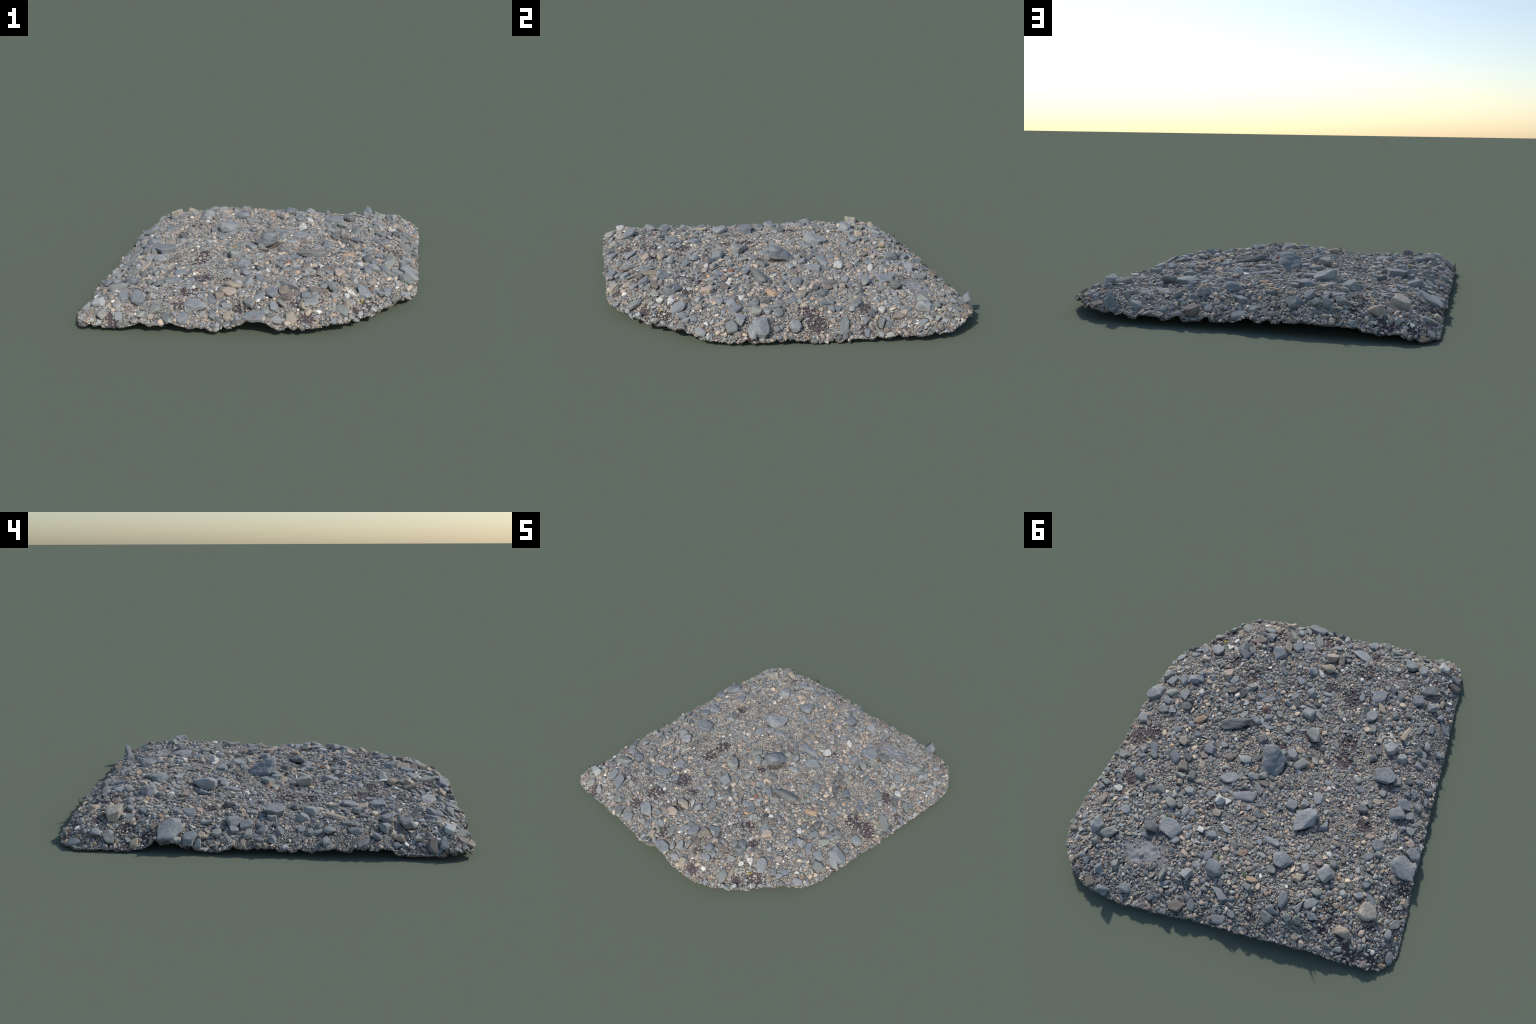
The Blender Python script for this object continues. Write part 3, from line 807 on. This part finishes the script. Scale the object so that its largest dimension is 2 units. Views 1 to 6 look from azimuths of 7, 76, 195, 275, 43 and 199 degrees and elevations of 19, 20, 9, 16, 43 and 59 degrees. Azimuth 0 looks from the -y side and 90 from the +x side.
BIG = 14
for k, (word, rock, x, y, ln, wd, th, turn) in enumerate(STONES):
    r = np.random.default_rng(1000 + k)
    reach = math.hypot(math.cos(math.radians(turn)) * ln, math.sin(math.radians(turn)) * wd) * 0.46 if abs(x) / 0.91 > abs(y) else math.hypot(math.sin(math.radians(turn)) * ln, math.cos(math.radians(turn)) * wd) * 0.46
    for _ in range(40):          # keep the stones of the border within the rim
        if look(EDGE, x, y) > reach:
            break
        x, y = x * 0.998, y * 0.998
    if k < BIG:
        v, f = stone_shape(word, 5, r)
        me = mesh_from("stone_" + word, v, f, crisp=0.62)
    else:
        me = SHAPES[word][int(r.integers(len(SHAPES[word])))]
    if not me.materials:
        me.materials.append(None)
    o = part("stone", me)
    n = normals(x, y)
    tip = r.normal(0, 0.1 if word == "slab" else 0.16, 2)
    rot = lie(n, math.radians(turn) + (math.pi if r.random() < 0.5 else 0), tip)
    z = 0.5 * float(look(FORM, x, y) + look(LAND, x, y)) + th * 0.33
    o.matrix_world = Matrix.Translation((x, y, max(z, th * 0.5 + 0.004))) @ rot.to_4x4() @ Matrix.Diagonal((ln * 1.04, wd * 1.04, th * 1.1, 1))
    o.material_slots[0].link = "OBJECT"
    o.material_slots[0].material = ROCKS[rock]
    s, inside = footprint(x, y, ln * 0.47, wd * 0.47, math.radians(turn))
    TAKEN[s] |= inside

# ------------------------------------------------------------------ ground mesh
NA, NB = 260, 290
a, b = np.meshgrid(np.linspace(-1, 1, NA), np.linspace(-1, 1, NB), indexing="ij")
qx, qy = a * 0.9, b * 0.99
ring = np.maximum(abs(a), abs(b))
phi = np.arctan2(qy, qx)
scale_to_rect = np.where(ring > 0, 1 / np.maximum(ring, 1e-6), 1)
rect_rad = np.hypot(qx, qy) * scale_to_rect
target = rim_radius(phi)
# ragged rim: small bites along the edge
bite = 0.007 * lattice_noise(np.cos(phi) * 3, np.sin(phi) * 3, 7, 3) + 0.009 * lattice_noise(np.cos(phi) * 3, np.sin(phi) * 3, 19, 4) - 0.005
blend = ring**2
k = 1 + (np.where(rect_rad > 0, (target + bite) / np.maximum(rect_rad, 1e-6), 1) - 1) * blend
X, Y = (qx * k).ravel(), (qy * k).ravel()
Z, dist = form(X, Y)
Z = land(X, Y, Z, dist) - 0.003
top = np.stack([X, Y, Z], 1)
idx = np.arange(NA * NB).reshape(NA, NB)
quads = np.stack([idx[:-1, :-1], idx[1:, :-1], idx[1:, 1:], idx[:-1, 1:]], -1).reshape(-1, 4)
ground = part("ground", mesh_from("ground", top, quads))
ground.data.materials.append(ground_material())
sol = ground.modifiers.new("thickness", "SOLIDIFY")
sol.thickness, sol.offset = 0.004, -1


# ------------------------------------------------------------------ pebbles and grit
BARE = np.zeros_like(FORM)
for cx, cy, r in SOIL:
    BARE = np.maximum(BARE, np.clip(1 - (np.hypot(mx - cx, my - cy) / r - 0.75) / 0.5, 0, 1))


def scatter(count, small, large, crowd, bare_keep, power=2.0, clump=0.0, seed=20):
    """Fill the free ground with stones of a size range; returns rows x, y, length, width, turn."""
    n = count * 9
    x, y = rng.uniform(-0.92, 0.92, n), rng.uniform(-1.01, 1.01, n)
    ln = small * (large / small) ** (rng.random(n) ** power)
    wd = ln * rng.uniform(0.48, 0.92, n)
    turn = rng.uniform(0, math.pi, n)
    ok = look(EDGE, x, y) > ln * (0.45 if small < 0.01 else 0.34)
    clay = ((x - CLAY[0]) / CLAY[2]) ** 2 + ((y - CLAY[1]) / CLAY[3]) ** 2 + 0.7 * lattice_noise(x, y, 26, 31)
    ok &= (clay > 1) | (rng.random(n) < np.clip(clay, 0, 1) ** 4 * (0.2 if small < 0.02 else 0.02))
    ok &= rng.random(n) > look(BARE, x, y) * (1 - bare_keep)
    if clump:          # stones of a size gather in drifts, with finer stuff between
        ok &= rng.random(n) < 0.5 + clump * (lattice_noise(x, y, 5, seed) + 0.6 * lattice_noise(x, y, 13, seed + 1))
    rows = []
    for row in np.stack([x, y, ln, wd, turn], 1)[ok].tolist():
        s, inside = footprint(row[0], row[1], row[2] * 0.46, row[3] * 0.46, row[4])
        patch = TAKEN[s]
        if (patch & inside).sum() > crowd * inside.sum():
            continue
        patch |= inside
        rows.append(row)
        if len(rows) == count:
            break
    return np.array(rows)


def loose(name, rows, level, variants, words, material, tall, sink):
    """One mesh of many stones, each a turned, sized copy of a few shapes."""
    shapes = [stone_shape(words[k % len(words)], level, rng) for k in range(variants)]
    pick = rng.integers(0, variants, len(rows))
    allv, allf, base = [], [], 0
    n = normals(rows[:, 0], rows[:, 1])
    n = unit(n + rng.normal(0, 0.3, n.shape))
    ex = unit(np.array([1.0, 0, 0]) - n * n[:, :1])
    ey = np.cross(n, ex)
    c, s = np.cos(rows[:, 4])[:, None], np.sin(rows[:, 4])[:, None]
    ax, ay = ex * c + ey * s, -ex * s + ey * c
    th = rows[:, 3] * rng.uniform(*tall, len(rows))
    z = look(LAND, rows[:, 0], rows[:, 1]) + th * sink
    ctr = np.stack([rows[:, 0], rows[:, 1], np.maximum(z, 0.5 * th + 0.16 * rows[:, 2] + 0.002)], 1)
    for k in range(variants):
        v, f = shapes[k]
        w = np.where(pick == k)[0]
        if not len(w):
            continue
        p = (v[None, :, 0:1] * (ax[w] * rows[w, 2:3])[:, None, :] + v[None, :, 1:2] * (ay[w] * rows[w, 3:4])[:, None, :]
             + v[None, :, 2:3] * (n[w] * th[w, None])[:, None, :] + ctr[w][:, None, :])
        allv.append(p.reshape(-1, 3))
        allf.append((f[None] + (np.arange(len(w)) * len(v))[:, None, None] + base).reshape(-1, 3))
        base += len(w) * len(v)
    o = part(name, mesh_from(name, np.concatenate(allv), np.concatenate(allf), crisp=0.5), "stuff")
    o.data.materials.append(material)
    return o


pebble_mat = mixed_material("mixed_pebbles", PEBBLE_MIX)
grit_mat = mixed_material("mixed_grit", GRIT_MIX)
MIXED = ["block", "slab", "wedge", "block", "slab", "round", "long", "slab"]
loose("cobble", scatter(1000, 0.026, 0.043, 0.26, 0.1, 1.3, 0.6, 20), 3, 24, MIXED, pebble_mat, (0.4, 0.8), 0.2)
loose("pebble", scatter(2700, 0.019, 0.028, 0.3, 0.12, 1.0, 0.7, 22), 2, 30, MIXED, pebble_mat, (0.4, 0.85), 0.2)
loose("pebble", scatter(4500, 0.0135, 0.019, 0.26, 0.12, 1.0, 0.6, 24), 2, 30, MIXED, pebble_mat, (0.4, 0.85), 0.2)
# flat stones and shards that stick out of the cut edge
k = rng.integers(0, len(RIM_FINE), 150)
inset = 1 - rng.uniform(0.009, 0.026, len(k))
long_side = rng.uniform(0.018, 0.045, len(k))
loose("edge_stone", np.stack([RIM_FINE[k, 0] * inset, RIM_FINE[k, 1] * inset, long_side, long_side * rng.uniform(0.4, 0.8, len(k)), rng.uniform(0, math.pi, len(k))], 1), 3, 16, ["slab", "wedge", "block"], pebble_mat, (0.35, 0.8), 0.2)
loose("small_pebble", scatter(10000, 0.009, 0.0135, 0.3, 0.05, 1.0, 0.4, 26), 2, 24, MIXED, grit_mat, (0.45, 0.9), 0.18)
loose("gravel", scatter(16000, 0.006, 0.009, 0.4, 0.05, 1.0), 1, 16, ["block", "wedge", "slab"], grit_mat, (0.6, 1.0), 0.2)
loose("grit", scatter(20000, 0.0038, 0.006, 0.7, 0.04, 1.0), 1, 12, ["block", "wedge"], grit_mat, (0.7, 1.0), 0.3)


# ------------------------------------------------------------------ twigs, spikes, leaf, sprouts
def plain_material(name, dark, light, rough=0.8, scale=60):
    m, t, b = nodes_of(name, rough)
    t.links.new(ramp(t, noise(t, object_coords(t), scale, 3), [(0.35, dark), (0.65, light)]), b.inputs["Base Color"])
    return m


wood = plain_material("dry_twig", (0.05, 0.045, 0.045), (0.13, 0.115, 0.105))
straw = plain_material("dead_stem", (0.1, 0.075, 0.055), (0.25, 0.2, 0.14))
green = plain_material("green_leaf", (0.06, 0.16, 0.03), (0.14, 0.3, 0.07))
yellow = plain_material("yellow_leaf", (0.55, 0.45, 0.03), (0.65, 0.6, 0.08))


def tube(name, path, thick, material, taper=0.4):
    cu = D.curves.new(name, "CURVE")
    cu.dimensions = "3D"
    cu.bevel_depth, cu.bevel_resolution, cu.use_fill_caps = thick, 2, True
    sp = cu.splines.new("BEZIER")
    sp.bezier_points.add(len(path) - 1)
    for k, (bp, p) in enumerate(zip(sp.bezier_points, path)):
        bp.co = p
        bp.handle_left_type = bp.handle_right_type = "AUTO"
        bp.radius = 1 - (1 - taper) * k / (len(path) - 1)
    tmp = D.objects.new(name, cu)
    me = D.meshes.new_from_object(tmp)
    D.objects.remove(tmp)
    me.materials.clear()
    me.materials.append(material)
    return part(name, me)


for path in (((0.036, -0.3), (0.069, -0.355), (0.11, -0.421), (0.135, -0.484)), ((0.188, -0.605), (0.205, -0.557), (0.23, -0.503)),
             ((0.331, -0.161), (0.371, -0.117), (0.403, -0.087)), ((0.019, 0.721), (-0.025, 0.717), (-0.068, 0.723)),
             ((-0.54, -0.739), (-0.59, -0.736), (-0.636, -0.714), (-0.684, -0.72)), ((-0.423, -0.555), (-0.426, -0.511), (-0.438, -0.48)),
             ((0.434, -0.064), (0.388, -0.087), (0.351, -0.114))):
    pts = [(x, y, float(look(LAND, x, y)) + 0.0085) for x, y in path]
    tube("twig", pts, 0.0026, wood)

# thin upright spikes along the rim
for x, y, h, lean in [(-0.481, 0.955, 0.065, 0.01), (-0.47, 0.95, 0.04, 0.012), (-0.5, 0.955, 0.03, 0.012), (-0.815, -0.955, 0.03, 0.01), (-0.6, -0.98, 0.04, 0.012), (-0.2, -0.985, 0.025, 0.012), (-0.15, -0.985, 0.02, 0.01), (-0.9, -0.85, 0.03, 0.012), (-0.9, -0.5, 0.025, 0.014), (-0.9, -0.2, 0.03, 0.014)]:
    z = float(look(LAND, x, y)) - 0.004
    a0 = math.atan2(y, x)
    tube("stem", [(x, y, z), (x + lean * 0.4 * math.cos(a0), y + lean * 0.4 * math.sin(a0), z + h * 0.55), (x + lean * math.cos(a0), y + lean * math.sin(a0), z + h)], 0.0045, straw if h > 0.05 else wood, 0.15)


def leaf_mesh(name, length, width, material):
    n = 7
    v, f = [], []
    for k in range(n):
        s = k / (n - 1)
        w = width * math.sin(math.pi * min(1, s * 0.95 + 0.03)) ** 0.8
        for q in (-1, 0, 1):
            v.append((length * s, q * w / 2, 0.25 * abs(q) * w / 2 + 0.35 * length * s * (1 - s)))
    for k in range(n - 1):
        for q in (0, 1):
            i = k * 3 + q
            f.append((i, i + 3, i + 4, i + 1))
    me = mesh_from(name, np.array(v), np.array(f))
    me.materials.append(material)
    return me


def place_leaf(name, me, x, y, up, turn, pitch):
    o = part(name, me)
    z = float(look(LAND, x, y)) + up
    o.matrix_world = Matrix.Translation((x, y, z)) @ Matrix.Rotation(turn, 4, "Z") @ Matrix.Rotation(-pitch, 4, "Y")
    s = o.modifiers.new("thickness", "SOLIDIFY")
    s.thickness = 0.0006
    return o


place_leaf("yellow_leaf", leaf_mesh("yellow_leaf", 0.026, 0.009, yellow), 0.512, -0.735, 0.009, 1.1, 0.15)
sprout = leaf_mesh("sprout_leaf", 0.011, 0.006, green)
for x, y in ((-0.103, -0.345), (-0.11, -0.335), (0.066, 0.664), (-0.106, -0.89), (0.407, 0.511), (-0.09, 0.711), (-0.856, 0.596), (0.7, 0.699)):
    for k in range(4):
        place_leaf("sprout_leaf", sprout, x + rng.uniform(-0.004, 0.004), y + rng.uniform(-0.004, 0.004), 0.008, rng.uniform(0, 6.28), rng.uniform(0.2, 0.9))
